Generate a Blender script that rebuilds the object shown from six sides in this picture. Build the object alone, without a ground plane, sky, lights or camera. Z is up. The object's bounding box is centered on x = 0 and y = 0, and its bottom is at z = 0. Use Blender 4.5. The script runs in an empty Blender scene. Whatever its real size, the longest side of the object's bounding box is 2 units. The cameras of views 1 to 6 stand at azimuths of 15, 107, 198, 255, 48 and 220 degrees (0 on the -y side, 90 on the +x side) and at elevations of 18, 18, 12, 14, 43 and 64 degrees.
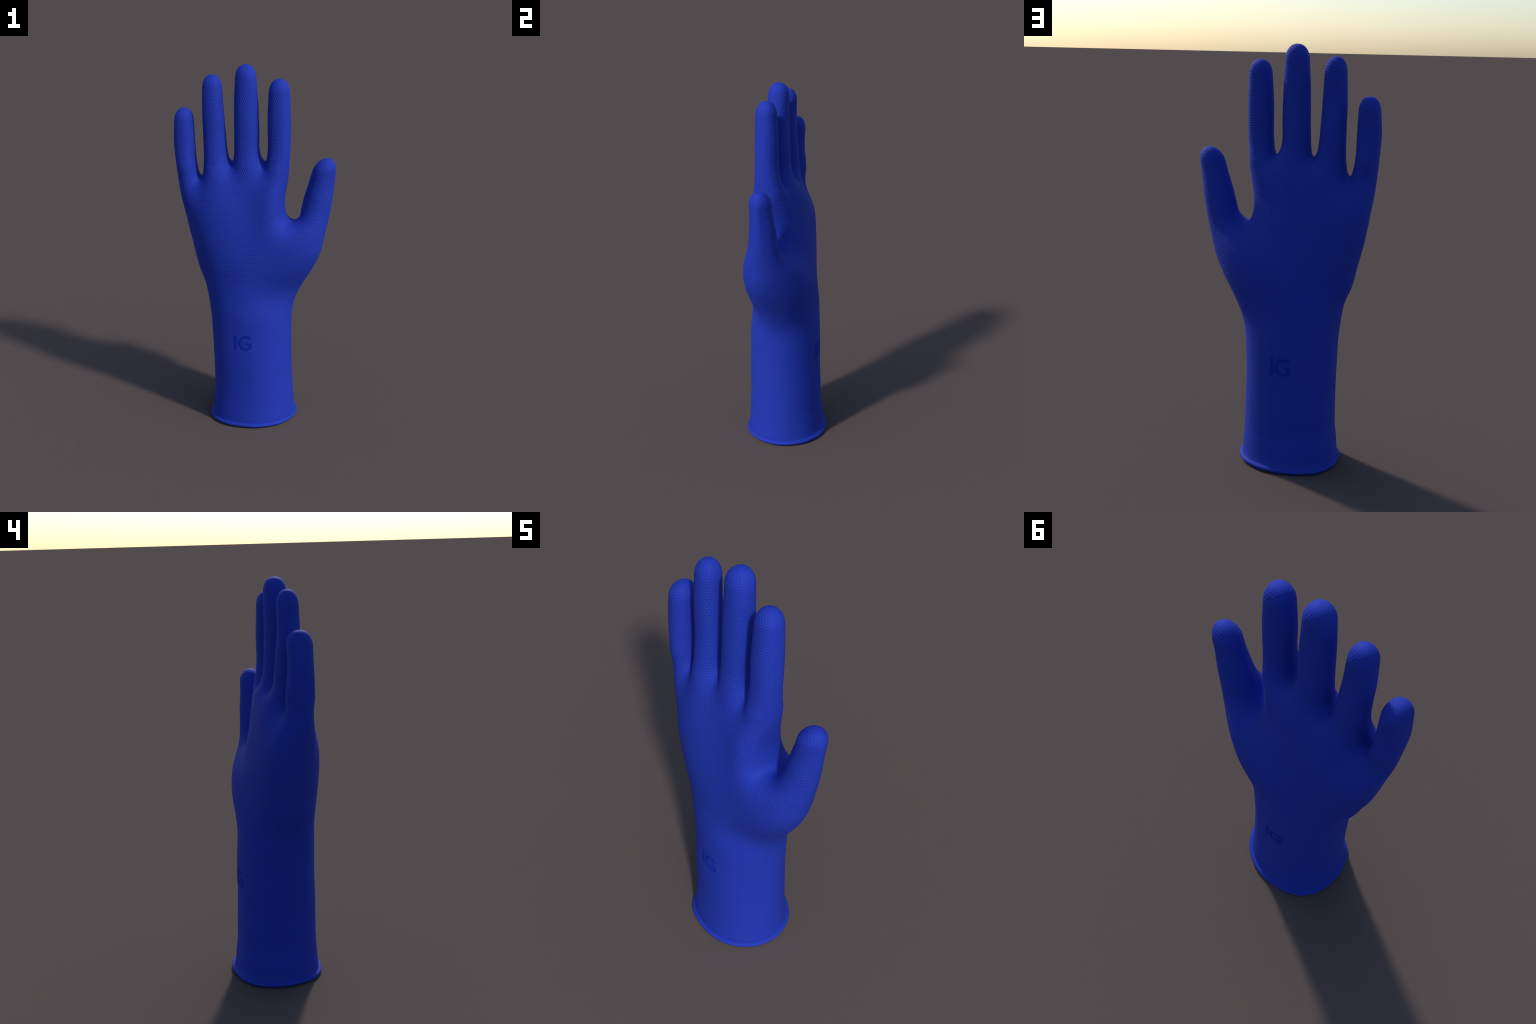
"""A tall blue rubber work glove standing on its open cuff, fingers up.

The skin of the glove is one smooth implicit surface: stacked oval sections
(forearm and palm, thumb, four fingers) blended together, meshed on a grid,
pulled exactly on to the surface and then split into its anatomical parts.
"""
import math
import bmesh
import bpy
import numpy as np

# ------------------------------------------------------------------ profiles
# Every limb is a stack of oval sections along z:
#   z : heights of the stations, tip : height of the rounded end (None = open)
#   cx, cy : centre of the section, a, b : half width and half depth
#   e : squareness of the outline on the little-finger and thumb side, cap : roundness of the end
LIMBS = {
    "palm": dict(
        z=[-0.02, 0.04, 0.1, 0.16, 0.25, 0.4, 0.55, 0.65, 0.75, 0.88, 1.0, 1.15, 1.27, 1.36], tip=1.455, e=(2.35, 2.0), cap=2.2,
        cx=[-.0599, -.0500, -.0505, -.0465, -.0468, -.0471, -.0526, -.0565, -.0866, -.0946, -.0974, -.1251, -.1278, -.0865],
        cy=[.0141, -.0003, -.0003, -.0035, -.0032, -.0063, -.0055, -.0090, -.0172, -.0208, -.0237, -.0346, -.0367, -.0261],
        a=[.2365, .2311, .2282, .2225, .2196, .2180, .2160, .2134, .1918, .2107, .2346, .2275, .2032, .1867],
        b=[.2251, .2092, .2038, .1974, .1947, .1918, .1867, .1805, .1611, .1635, .1653, .1491, .1325, .1075]),
    "thumb": dict(
        z=[0.62, 0.75, 0.85, 0.98, 1.1, 1.25, 1.43], tip=1.511, e=(2.2, 1.9), cap=2.2,
        cx=[.0300, .0542, .1354, .2381, .3157, .3357, .3739],
        cy=[-.0100, -.0145, -.0228, -.0352, -.0256, -.0161, -.0178],
        a=[.0600, .1357, .1296, .1056, .0559, .0725, .0607],
        b=[.0600, .0775, .0957, .1012, .0766, .0733, .0592]),
    "web": dict(
        z=[0.8, 0.9, 1.0, 1.07], tip=1.16, e=(2.3, 2.3), cap=2.3,
        cx=[.0123, .0897, .1656, .2134],
        cy=[.0284, .0152, .0001, -.0139],
        a=[.1807, .1595, .1202, .0915],
        b=[.1075, .1205, .1305, .1227]),
    "pinky": dict(
        z=[0.95, 1.12, 1.28, 1.386, 1.491, 1.597, 1.703], tip=1.773, e=(2.2, 2.2), cap=2.2,
        cx=[-.2881, -.3014, -.3366, -.3614, -.3755, -.3792, -.3778],
        cy=[-.0042, .0035, -.0296, -.0481, -.0494, -.0527, -.0494],
        a=[.0311, .0685, .0726, .0596, .0535, .0557, .0507],
        b=[.0500, .0600, .1017, .0715, .0673, .0594, .0595]),
    "ring": dict(
        z=[1.0, 1.18, 1.36, 1.489, 1.619, 1.748, 1.877], tip=1.947, e=(2.2, 2.2), cap=2.2,
        cx=[-.1687, -.2167, -.2101, -.2082, -.2120, -.2137, -.2146],
        cy=[-.0538, -.0377, -.0510, -.0445, -.0431, -.0491, -.0461],
        a=[.0675, .0954, .0743, .0642, .0596, .0567, .0512],
        b=[.0783, .1024, .0924, .0718, .0595, .0531, .0510]),
    "middle": dict(
        z=[1.0, 1.18, 1.38, 1.517, 1.655, 1.792, 1.93], tip=1.999, e=(2.2, 2.2), cap=2.2,
        cx=[-.0136, .0035, -.0118, -.0356, -.0336, -.0325, -.0314],
        cy=[.0081, -.0031, -.0410, -.0427, -.0439, -.0435, -.0409],
        a=[.0607, .0734, .0709, .0655, .0653, .0629, .0554],
        b=[.0874, .0966, .0732, .0677, .0611, .0570, .0553]),
    "index": dict(
        z=[0.95, 1.12, 1.3, 1.439, 1.579, 1.718, 1.857], tip=1.927, e=(2.2, 2.2), cap=2.2,
        cx=[.0634, .0863, .1015, .1269, .1424, .1456, .1490],
        cy=[.0178, -.0353, -.0574, -.0521, -.0537, -.0533, -.0537],
        a=[.0500, .0500, .0500, .0520, .0582, .0598, .0542],
        b=[.0875, .1168, .1043, .0760, .0623, .0604, .0543]),
}
FINGERS = ("pinky", "ring", "middle", "index")
BLEND_FINGERS = 0.160      # softness where fingers grow out of the palm
BLEND_BETWEEN = 0.060      # softness of the webs between two fingers
BLEND_WEB = 0.140          # softness of the fold between thumb and index finger
BLEND_THUMB = 0.240        # softness of the thumb root
CELL = 0.0065              # grid of the skin
OPEN_Z = 0.016             # the skin ends inside the rolled rim here
SKIN = 0.010               # thickness of the rubber


def spline(zk, yk, z):
    """Smooth curve through stations, running on straight past its ends."""
    zk, yk = np.asarray(zk, float), np.asarray(yk, float)
    m = np.gradient(yk, zk)
    i = np.clip(np.searchsorted(zk, z) - 1, 0, len(zk) - 2)
    h = zk[i + 1] - zk[i]
    t = np.clip((z - zk[i]) / h, 0, 1)
    y = (2*t**3 - 3*t**2 + 1) * yk[i] + (t**3 - 2*t**2 + t) * h * m[i] + (3*t**2 - 2*t**3) * yk[i + 1] + (t**3 - t**2) * h * m[i + 1]
    return y, m


def limb_distance(limb, x, y, z):
    """Approximate signed distance to one stack of ovals (flat below, rounded above)."""
    zk = limb["z"]
    zc = np.clip(z, zk[0], zk[-1])
    over = np.maximum(z - zk[-1], 0.0)
    cx, mx = spline(zk, limb["cx"], zc)
    cy, my = spline(zk, limb["cy"], zc)
    a, _ = spline(zk, limb["a"], zc)
    b, _ = spline(zk, limb["b"], zc)
    slope = lambda q: (limb[q][-1] - limb[q][-2]) / (zk[-1] - zk[-2])
    cx, cy = cx + over * slope("cx"), cy + over * slope("cy")
    h = limb["tip"] - zk[-1]
    ease = h * np.tanh(over / h)                 # the sections go on tapering into the cap
    a = np.maximum(a + slope("a") * ease, 0.01)
    b = np.maximum(b + slope("b") * ease, 0.01)
    under = np.maximum(zk[0] - z, 0.0)
    side = 0.5 + 0.5 * np.tanh(2.5 * (x - cx) / a)        # the two flanks may be squarer or rounder
    e, c = limb["e"][0] + (limb["e"][1] - limb["e"][0]) * side, limb["cap"]
    px, py = np.abs(x - cx) / a, np.abs(y - cy) / b
    pz = (over + under) / h
    flat = (px**e + py**e) ** (1 / e)
    k = (flat**c + pz**c) ** (1 / c)
    k2 = np.sqrt((px / a)**2 + (py / b)**2 + (pz / h)**2) + 1e-9
    k1 = np.sqrt(px**2 + py**2 + pz**2) + 1e-9
    return (k - 1.0) * k1 / k2


def soft_union(f, g, r):
    h = np.maximum(r - np.abs(f - g), 0.0) / r
    return np.minimum(f, g) - h * h * h * r / 6.0 * 1.0


def skin_field(x, y, z):
    d = {n: limb_distance(l, x, y, z) for n, l in LIMBS.items() if n != "palm"}
    # the knuckle line of the palm falls towards the little finger
    rise = np.clip((z - 1.00) / 0.35, 0, 1)
    fall = 0.40 * 0.03 * np.log1p(np.exp(np.clip((-0.17 - x) / 0.03, -30, 30))) * rise**2 * (3 - 2 * rise)
    d["palm"] = limb_distance(LIMBS["palm"], x, y, z + fall)
    f = d["pinky"]
    for n in FINGERS[1:]:
        f = soft_union(f, d[n], BLEND_BETWEEN)
    f = soft_union(f, d["palm"], BLEND_FINGERS)
    return soft_union(f, soft_union(d["thumb"], d["web"], BLEND_WEB), BLEND_THUMB)


def skin_gradient(p, s=5e-4):
    g = np.empty_like(p)
    for i in range(3):
        q, r = p.copy(), p.copy()
        q[:, i] += s
        r[:, i] -= s
        g[:, i] = (skin_field(*q.T) - skin_field(*r.T)) / (2 * s)
    return g


def pull_to_skin(p, steps=2):
    for _ in range(steps):
        f, g = skin_field(*p.T), skin_gradient(p)
        p = p - (f / np.maximum((g * g).sum(1), 0.05))[:, None] * g * 0.9
    return p


def surface_nets(lo, hi, cell):
    """Quad mesh of the zero level of the skin field on a grid, open at the bottom face."""
    ax = [np.arange(l, h + cell, cell) for l, h in zip(lo, hi)]
    nx, ny, nz = map(len, ax)
    f = np.empty((nx, ny, nz), np.float32)
    for k in range(0, nz, 16):       # by slabs, to keep memory low
        X, Y, Z = np.meshgrid(ax[0], ax[1], ax[2][k:k + 16], indexing="ij")
        f[:, :, k:k + 16] = skin_field(X, Y, Z)
    inside = f < 0
    cells = np.zeros((nx - 1, ny - 1, nz - 1), np.int8)
    for dx in (0, 1):
        for dy in (0, 1):
            for dz in (0, 1):
                cells += inside[dx:nx - 1 + dx, dy:ny - 1 + dy, dz:nz - 1 + dz]
    mixed = (cells > 0) & (cells < 8)
    idx = np.argwhere(mixed)
    number = -np.ones(cells.shape, np.int64)
    number[tuple(idx.T)] = np.arange(len(idx))
    acc, cnt = np.zeros((len(idx), 3)), np.zeros(len(idx))
    corner = lambda o: f[idx[:, 0] + o[0], idx[:, 1] + o[1], idx[:, 2] + o[2]].astype(float)
    for axis in range(3):
        others = [i for i in range(3) if i != axis]
        for u in (0, 1):
            for v in (0, 1):
                o0, o1 = [0, 0, 0], [0, 0, 0]
                o0[others[0]] = o1[others[0]] = u
                o0[others[1]] = o1[others[1]] = v
                o1[axis] = 1
                f0, f1 = corner(o0), corner(o1)
                cut = (f0 < 0) != (f1 < 0)
                t = np.where(cut, f0 / np.where(cut, f0 - f1, 1), 0)
                pos = np.tile(np.array(o0, float), (len(idx), 1))
                pos[:, axis] += t
                acc += pos * cut[:, None]
                cnt += cut
    verts = np.array([a[0] for a in ax]) + cell * (idx + acc / cnt[:, None])
    faces = []
    for axis in range(3):
        b, c = (axis + 1) % 3, (axis + 2) % 3
        sl0, sl1 = [slice(None)] * 3, [slice(None)] * 3
        sl0[axis], sl1[axis] = slice(0, -1), slice(1, None)
        s0, s1 = inside[tuple(sl0)], inside[tuple(sl1)]
        e = np.argwhere(s0 != s1)
        keep = (e[:, b] > 0) & (e[:, c] > 0) & (e[:, b] < f.shape[b] - 1) & (e[:, c] < f.shape[c] - 1)
        e = e[keep]
        out = s0[tuple(e.T)]
        quad = []
        for ob, oc in ((1, 1), (0, 1), (0, 0), (1, 0)):
            q = e.copy()
            q[:, b] -= ob
            q[:, c] -= oc
            quad.append(number[tuple(q.T)])
        quad = np.stack(quad, 1)
        quad[~out] = quad[~out][:, ::-1]
        faces.append(quad)
    return verts, np.concatenate(faces)


# ------------------------------------------------------------------ materials
def math_node(tree, op, a, b=None):
    n = tree.nodes.new("ShaderNodeMath")
    n.operation = op
    for i, v in enumerate((a, b)):
        if v is None:
            continue
        if isinstance(v, (int, float)):
            n.inputs[i].default_value = v
        else:
            tree.links.new(v, n.inputs[i])
    return n.outputs[0]


RUBBER = (0.0115, 0.0325, 0.352, 1)
LETTER_BLUE = (0.0045, 0.0215, 0.325, 1)
PIT_PITCH = 0.0111         # spacing of the grip pits


def rubber(name, colour, grip, shine=0.22):
    m = bpy.data.materials.new(name)
    m.use_nodes = True
    t = m.node_tree
    p = t.nodes["Principled BSDF"]
    p.inputs["Roughness"].default_value = 0.78
    p.inputs["Specular IOR Level"].default_value = shine
    geo = t.nodes.new("ShaderNodeTexCoord")
    # faint cloudiness of the moulded rubber
    noise = t.nodes.new("ShaderNodeTexNoise")
    noise.inputs["Scale"].default_value = 9.0
    noise.inputs["Detail"].default_value = 3.0
    t.links.new(geo.outputs["Object"], noise.inputs["Vector"])
    ramp = t.nodes.new("ShaderNodeValToRGB")
    ramp.color_ramp.elements[0].position, ramp.color_ramp.elements[1].position = 0.3, 0.7
    ramp.color_ramp.elements[0].color = (colour[0] * .98, colour[1] * .98, colour[2] * .98, 1)
    ramp.color_ramp.elements[1].color = (colour[0] * 1.02, colour[1] * 1.02, colour[2] * 1.02, 1)
    t.links.new(noise.outputs["Fac"], ramp.inputs["Fac"])
    t.links.new(ramp.outputs["Color"], p.inputs["Base Color"])
    if grip:
        # staggered rows of small round pits, pressed in from front and back
        xyz = t.nodes.new("ShaderNodeSeparateXYZ")
        t.links.new(geo.outputs["Object"], xyz.inputs[0])
        nrm = t.nodes.new("ShaderNodeSeparateXYZ")
        t.links.new(geo.outputs["Normal"], nrm.inputs[0])
        x, z = xyz.outputs["X"], xyz.outputs["Z"]
        # rows rise a little to the right and wander with the stretch of the rubber
        drift = t.nodes.new("ShaderNodeTexNoise")
        drift.inputs["Scale"].default_value = 3.5
        drift.inputs["Detail"].default_value = 0.0
        t.links.new(geo.outputs["Object"], drift.inputs["Vector"])
        lean = math_node(t, "ADD", math_node(t, "MULTIPLY", x, -0.06), math_node(t, "MULTIPLY", drift.outputs["Fac"], 0.035))
        zt = math_node(t, "ADD", z, lean)
        row = math_node(t, "DIVIDE", zt, PIT_PITCH)
        odd = math_node(t, "MULTIPLY", math_node(t, "FLOORED_MODULO", math_node(t, "FLOOR", row), 2.0), 0.5)
        col = math_node(t, "ADD", math_node(t, "DIVIDE", x, PIT_PITCH), odd)
        fx = math_node(t, "SUBTRACT", math_node(t, "FRACT", col), 0.5)
        fz = math_node(t, "SUBTRACT", math_node(t, "FRACT", row), 0.5)
        r = math_node(t, "SQRT", math_node(t, "ADD", math_node(t, "MULTIPLY", fx, fx), math_node(t, "MULTIPLY", fz, fz)))
        pit = t.nodes.new("ShaderNodeMapRange")
        pit.interpolation_type = "SMOOTHSTEP"
        pit.inputs["From Min"].default_value, pit.inputs["From Max"].default_value = 0.05, 0.42
        pit.inputs["To Min"].default_value, pit.inputs["To Max"].default_value = 1.0, 0.0
        t.links.new(r, pit.inputs["Value"])
        # only where the skin faces palm-wards or back-wards, and above a curved hem at the wrist
        face = t.nodes.new("ShaderNodeMapRange")
        face.inputs["From Min"].default_value, face.inputs["From Max"].default_value = 0.48, 0.52
        t.links.new(math_node(t, "ABSOLUTE", nrm.outputs["Y"]), face.inputs["Value"])
        dx = math_node(t, "SUBTRACT", x, 0.02)
        hem = math_node(t, "ADD", math_node(t, "MULTIPLY", math_node(t, "MULTIPLY", dx, dx), 0.95), 0.825)
        high = t.nodes.new("ShaderNodeMapRange")
        high.inputs["From Min"].default_value, high.inputs["From Max"].default_value = 0.0, 0.006
        t.links.new(math_node(t, "SUBTRACT", z, hem), high.inputs["Value"])
        depth = math_node(t, "MULTIPLY", pit.outputs[0], math_node(t, "MULTIPLY", face.outputs[0], high.outputs[0]))
        bump = t.nodes.new("ShaderNodeBump")
        bump.invert = True
        bump.inputs["Strength"].default_value = 1.0
        bump.inputs["Distance"].default_value = 0.0015
        t.links.new(depth, bump.inputs["Height"])
        t.links.new(bump.outputs["Normal"], p.inputs["Normal"])
    return m


# ------------------------------------------------------------------ building
def link(obj, parent=None):
    bpy.context.scene.collection.objects.link(obj)
    if parent is not None:
        obj.parent = parent
    return obj


def mesh_object(name, verts, faces, material, normals=None, parent=None):
    me = bpy.data.meshes.new(name)
    me.from_pydata([tuple(v) for v in verts], [], [tuple(int(i) for i in f) for f in faces])
    me.materials.append(material)
    me.polygons.foreach_set("use_smooth", [True] * len(me.polygons))
    if normals is not None:
        me.normals_split_custom_set_from_vertices([tuple(n) for n in normals])
    me.update()
    return link(bpy.data.objects.new(name, me), parent)


glove = link(bpy.data.objects.new("rubber_glove", None))
glove["label"] = "tall blue rubber glove standing upright on its open cuff"
glove["category"] = "glove"

grip_rubber = rubber("grip_rubber", RUBBER, True)
plain_rubber = rubber("plain_rubber", RUBBER, False)
letter_rubber = rubber("letter_rubber", LETTER_BLUE, False, 0.08)

verts, quads = surface_nets((-0.46, -0.26, OPEN_Z - CELL), (0.47, 0.25, 2.02), CELL)
verts = pull_to_skin(verts)


def neighbour_table(count, faces):
    e = np.concatenate([faces[:, [i, (i + 1) % 4]] for i in range(4)])
    e = np.unique(np.sort(np.concatenate([e, e[:, ::-1]]), axis=1), axis=0)
    e = np.concatenate([e, e[:, ::-1]])
    e = e[np.argsort(e[:, 0], kind="stable")]
    degree = np.bincount(e[:, 0], minlength=count)
    first = np.cumsum(degree) - degree
    table = np.tile(np.arange(count)[:, None], (1, degree.max()))
    table[e[:, 0], np.arange(len(e)) - first[e[:, 0]]] = e[:, 1]
    return table, degree


def soften(p, faces, weight, rounds):
    """Melt small folds away while keeping the large form: p - (1 - S)^3 p, with S a Laplacian blur."""
    mine = np.where((weight[faces] > 0).any(1))[0]
    used, local = np.unique(faces[mine], return_inverse=True)
    out = p.copy()
    out[used] = soften_patch(p[used].astype(np.float32), local.reshape(-1, 4), weight[used].astype(np.float32), rounds)
    return out


def soften_patch(p, faces, weight, rounds):
    table, degree = neighbour_table(len(p), faces)
    pad = (table.shape[1] - degree)[:, None].astype(np.float32)
    deg = np.maximum(degree, 1)[:, None].astype(np.float32)

    def blur(q):
        for _ in range(rounds):
            around = q[table[:, 0]]
            for column in table.T[1:]:
                around = around + q[column]
            q = q + 0.5 * weight[:, None] * ((around - pad * q) / deg - q)
        return q

    rest = p
    for _ in range(3):
        rest = rest - blur(rest)
    return p - rest


def band(v, lo0, lo1, hi1, hi0):
    up, down = np.clip((v - lo0) / (lo1 - lo0), 0, 1), np.clip((hi0 - v) / (hi0 - hi1), 0, 1)
    return up * up * (3 - 2 * up) * down * down * (3 - 2 * down)




def vertex_normals(p, faces):
    n = np.cross(p[faces[:, 2]] - p[faces[:, 0]], p[faces[:, 3]] - p[faces[:, 1]])
    total = np.stack([np.bincount(faces.ravel(), np.repeat(n[:, i], 4), len(p)) for i in range(3)], 1)
    return total / np.linalg.norm(total, axis=1, keepdims=True)


# palm and back of the hand are taut; the flanks, webs and fingers keep their form
facing = np.clip((np.abs(vertex_normals(verts, quads)[:, 1]) - 0.18) / 0.30, 0, 1)
verts = soften(verts, quads, facing * band(verts[:, 2], 0.62, 0.80, 1.38, 1.48), 450)
verts = soften(verts, quads, band(verts[:, 2], 0.50, 0.66, 0.95, 1.06), 260)
verts = soften(verts, quads, band(verts[:, 2], 0.03, 0.07, 0.70, 0.85), 120)
normals = vertex_normals(verts, quads)
# the forearm is a little fuller on the two corners of its little-finger flank
corner = np.clip(-normals[:, 0], 0, 1) * np.abs(normals[:, 1]) * 2 * band(verts[:, 2], -0.1, -0.05, 0.65, 0.85)
verts = verts + normals * (0.0007 + 0.0022 * corner)[:, None]
normals = vertex_normals(verts, quads)


# -- which limb each face belongs to
def part_of(c):
    d = np.stack([limb_distance(LIMBS[n], *c.T) for n in ("palm", "thumb") + FINGERS], 1)
    near = d.argmin(1)
    label = np.zeros(len(c), int)                  # 0 palm
    label[c[:, 2] < 0.68] = 6                      # 6 sleeve of the cuff
    label[(near == 1) & (c[:, 0] > 0.19) & (c[:, 2] > 0.80)] = 1
    for i in range(2, 6):
        # fingers begin at a knuckle line that is the same all the way round
        start = {2: 1.345, 3: 1.435, 4: 1.445, 5: 1.425}[i]
        label[(near == i) & (c[:, 2] > start)] = i
    return label


labels = part_of(verts[quads].mean(1))
PART_NAMES = {0: "palm", 1: "thumb", 2: "finger", 3: "finger", 4: "finger", 5: "finger", 6: "cuff"}
for lab, name in PART_NAMES.items():
    fs = quads[labels == lab]
    used, inv = np.unique(fs, return_inverse=True)
    mesh_object(name, verts[used], inv.reshape(-1, 4), plain_rubber if lab == 6 else grip_rubber, normals[used], glove)

# -- the inside of the glove
lining = mesh_object("lining", verts - normals * SKIN, quads[:, ::-1], plain_rubber, -normals, glove)


# -- rolled rim at the mouth of the cuff
def rim():
    n, m = 160, 20
    # follow the real mouth of the skin: its radius by angle, evened out a little
    ring = verts[(verts[:, 2] > 0.018) & (verts[:, 2] < 0.034)]
    cx, cy = -0.05, 0.0
    angle = np.arctan2(ring[:, 1] - cy, ring[:, 0] - cx)
    radius = np.hypot(ring[:, 0] - cx, ring[:, 1] - cy)
    order = np.argsort(angle)
    turn = np.linspace(-math.pi, math.pi, n, endpoint=False)
    r = np.interp(turn, angle[order], radius[order], period=2 * math.pi)
    for _ in range(6):
        r = 0.5 * r + 0.25 * (np.roll(r, 1) + np.roll(r, -1))
    line = np.stack([cx + r * np.cos(turn), cy + r * np.sin(turn)], 1)
    tangent = np.roll(line, -1, 0) - np.roll(line, 1, 0)
    tangent /= np.linalg.norm(tangent, axis=1, keepdims=True)
    outward = np.stack([tangent[:, 1], -tangent[:, 0]], 1)
    vs, fs = [], []
    for i in range(n):
        for j in range(m):
            u = 2 * math.pi * j / m
            p = line[i] + outward[i] * (-0.0045 + 0.0185 * math.cos(u))
            vs.append((p[0], p[1], 0.0130 + 0.0130 * math.sin(u)))
            k, l = (i + 1) % n, (j + 1) % m
            fs.append((i * m + j, k * m + j, k * m + l, i * m + l))
    return mesh_object("rolled_rim", vs, fs, plain_rubber, None, glove)


rim()


# -- raised letters on the front and back of the cuff
STROKE = 0.150                                     # stroke width for letters of height 1


def letter_i():
    return [[((0.0, v), (STROKE, v)) for v in np.linspace(0, 1, 12)]]


def letter_g():
    """An open bowl, a short upright and a bar, each a strip of (left, right) points."""
    cx, cy, r = 0.795, 0.5, 0.515
    turn = np.radians(np.linspace(42, 318, 60))
    bowl = [((cx + (r - STROKE) * math.cos(t), cy + (r - STROKE) * math.sin(t)), (cx + r * math.cos(t), cy + r * math.sin(t))) for t in turn]
    right = cx + r * math.cos(math.radians(318))
    upright = [((right - STROKE, v), (right, v)) for v in np.linspace(0.165, 0.505, 8)]
    bar = [((right - 0.36, v), (right - STROKE, v)) for v in np.linspace(0.37, 0.505, 4)]
    return [bowl, upright, bar]


def write_letter(name, strips, frame, side, height=0.0016):
    """Lay the strips of a letter on the cuff and raise them, with side walls, off the skin."""
    ox, oz, size = frame
    vs, fs = [], []
    for k, strip in enumerate(strips):
        pts = np.array([[np.array(l) + (np.array(r) - np.array(l)) * t for t in np.linspace(0, 1, 6)] for l, r in strip])
        rows, cols = pts.shape[:2]
        p = np.empty((rows * cols, 3))
        p[:, 0] = ox - side * size * pts[..., 0].ravel()
        p[:, 2] = oz + size * pts[..., 1].ravel()
        base = LIMBS["palm"]
        a, b, cx, cy = (spline(base["z"], base[q], p[:, 2])[0] for q in ("a", "b", "cx", "cy"))
        p[:, 1] = cy + side * b * np.sqrt(1 - ((p[:, 0] - cx) / a)**2)
        p, g = land_on_mesh(p, side)
        top, low = p + g * (height + 0.0002 * k), p - g * 0.004
        o, n = len(vs), rows * cols
        vs += [tuple(v) for v in np.concatenate([top, low])]
        fs += [(o + i * cols + j, o + i * cols + j + 1, o + (i + 1) * cols + j + 1, o + (i + 1) * cols + j) for i in range(rows - 1) for j in range(cols - 1)]
        edge = [i * cols for i in range(rows)] + [(rows - 1) * cols + j for j in range(1, cols)] + [i * cols + cols - 1 for i in range(rows - 2, -1, -1)] + [j for j in range(cols - 2, 0, -1)]
        fs += [(o + i, o + j, o + n + j, o + n + i) for i, j in zip(edge, edge[1:] + edge[:1])]
    obj = mesh_object(name, vs, fs, letter_rubber, None, glove)
    bm = bmesh.new()
    bm.from_mesh(obj.data)
    bmesh.ops.recalc_face_normals(bm, faces=bm.faces)
    mean = sum((f.normal.y * f.calc_area() for f in bm.faces if abs(f.normal.y) > 0.6), 0.0)
    if mean * side < 0:
        bmesh.ops.reverse_faces(bm, faces=bm.faces)
    for f in bm.faces:
        f.smooth = False
    bm.to_mesh(obj.data)
    bm.free()


def land_on_mesh(p, side):
    """Slide points along y on to the finished skin; returns them with the skin's normals there."""
    near = np.where((verts[:, 2] > 0.40) & (verts[:, 2] < 0.62) & (normals[:, 1] * side > 0.3))[0]
    q, n = verts[near], normals[near]
    out, nor = p.copy(), np.empty_like(p)
    for i, v in enumerate(p):
        d = (q[:, 0] - v[0])**2 + (q[:, 2] - v[2])**2
        k = np.argsort(d)[:6]
        w = 1 / (d[k] + 1e-8)
        w /= w.sum()
        m = (n[k] * w[:, None]).sum(0)
        m /= np.linalg.norm(m)
        # height of each neighbour's tangent plane at this point
        y = q[k, 1] - (n[k, 0] * (v[0] - q[k, 0]) + n[k, 2] * (v[2] - q[k, 2])) / n[k, 1]
        out[i, 1], nor[i] = (y * w).sum(), m
    return out, nor


for frame, side in (((-0.1010, 0.4655, 0.083), -1), ((-0.0030, 0.4770, 0.082), 1)):
    write_letter("letter_i", letter_i(), frame, side)
    write_letter("letter_g", letter_g(), frame, side)
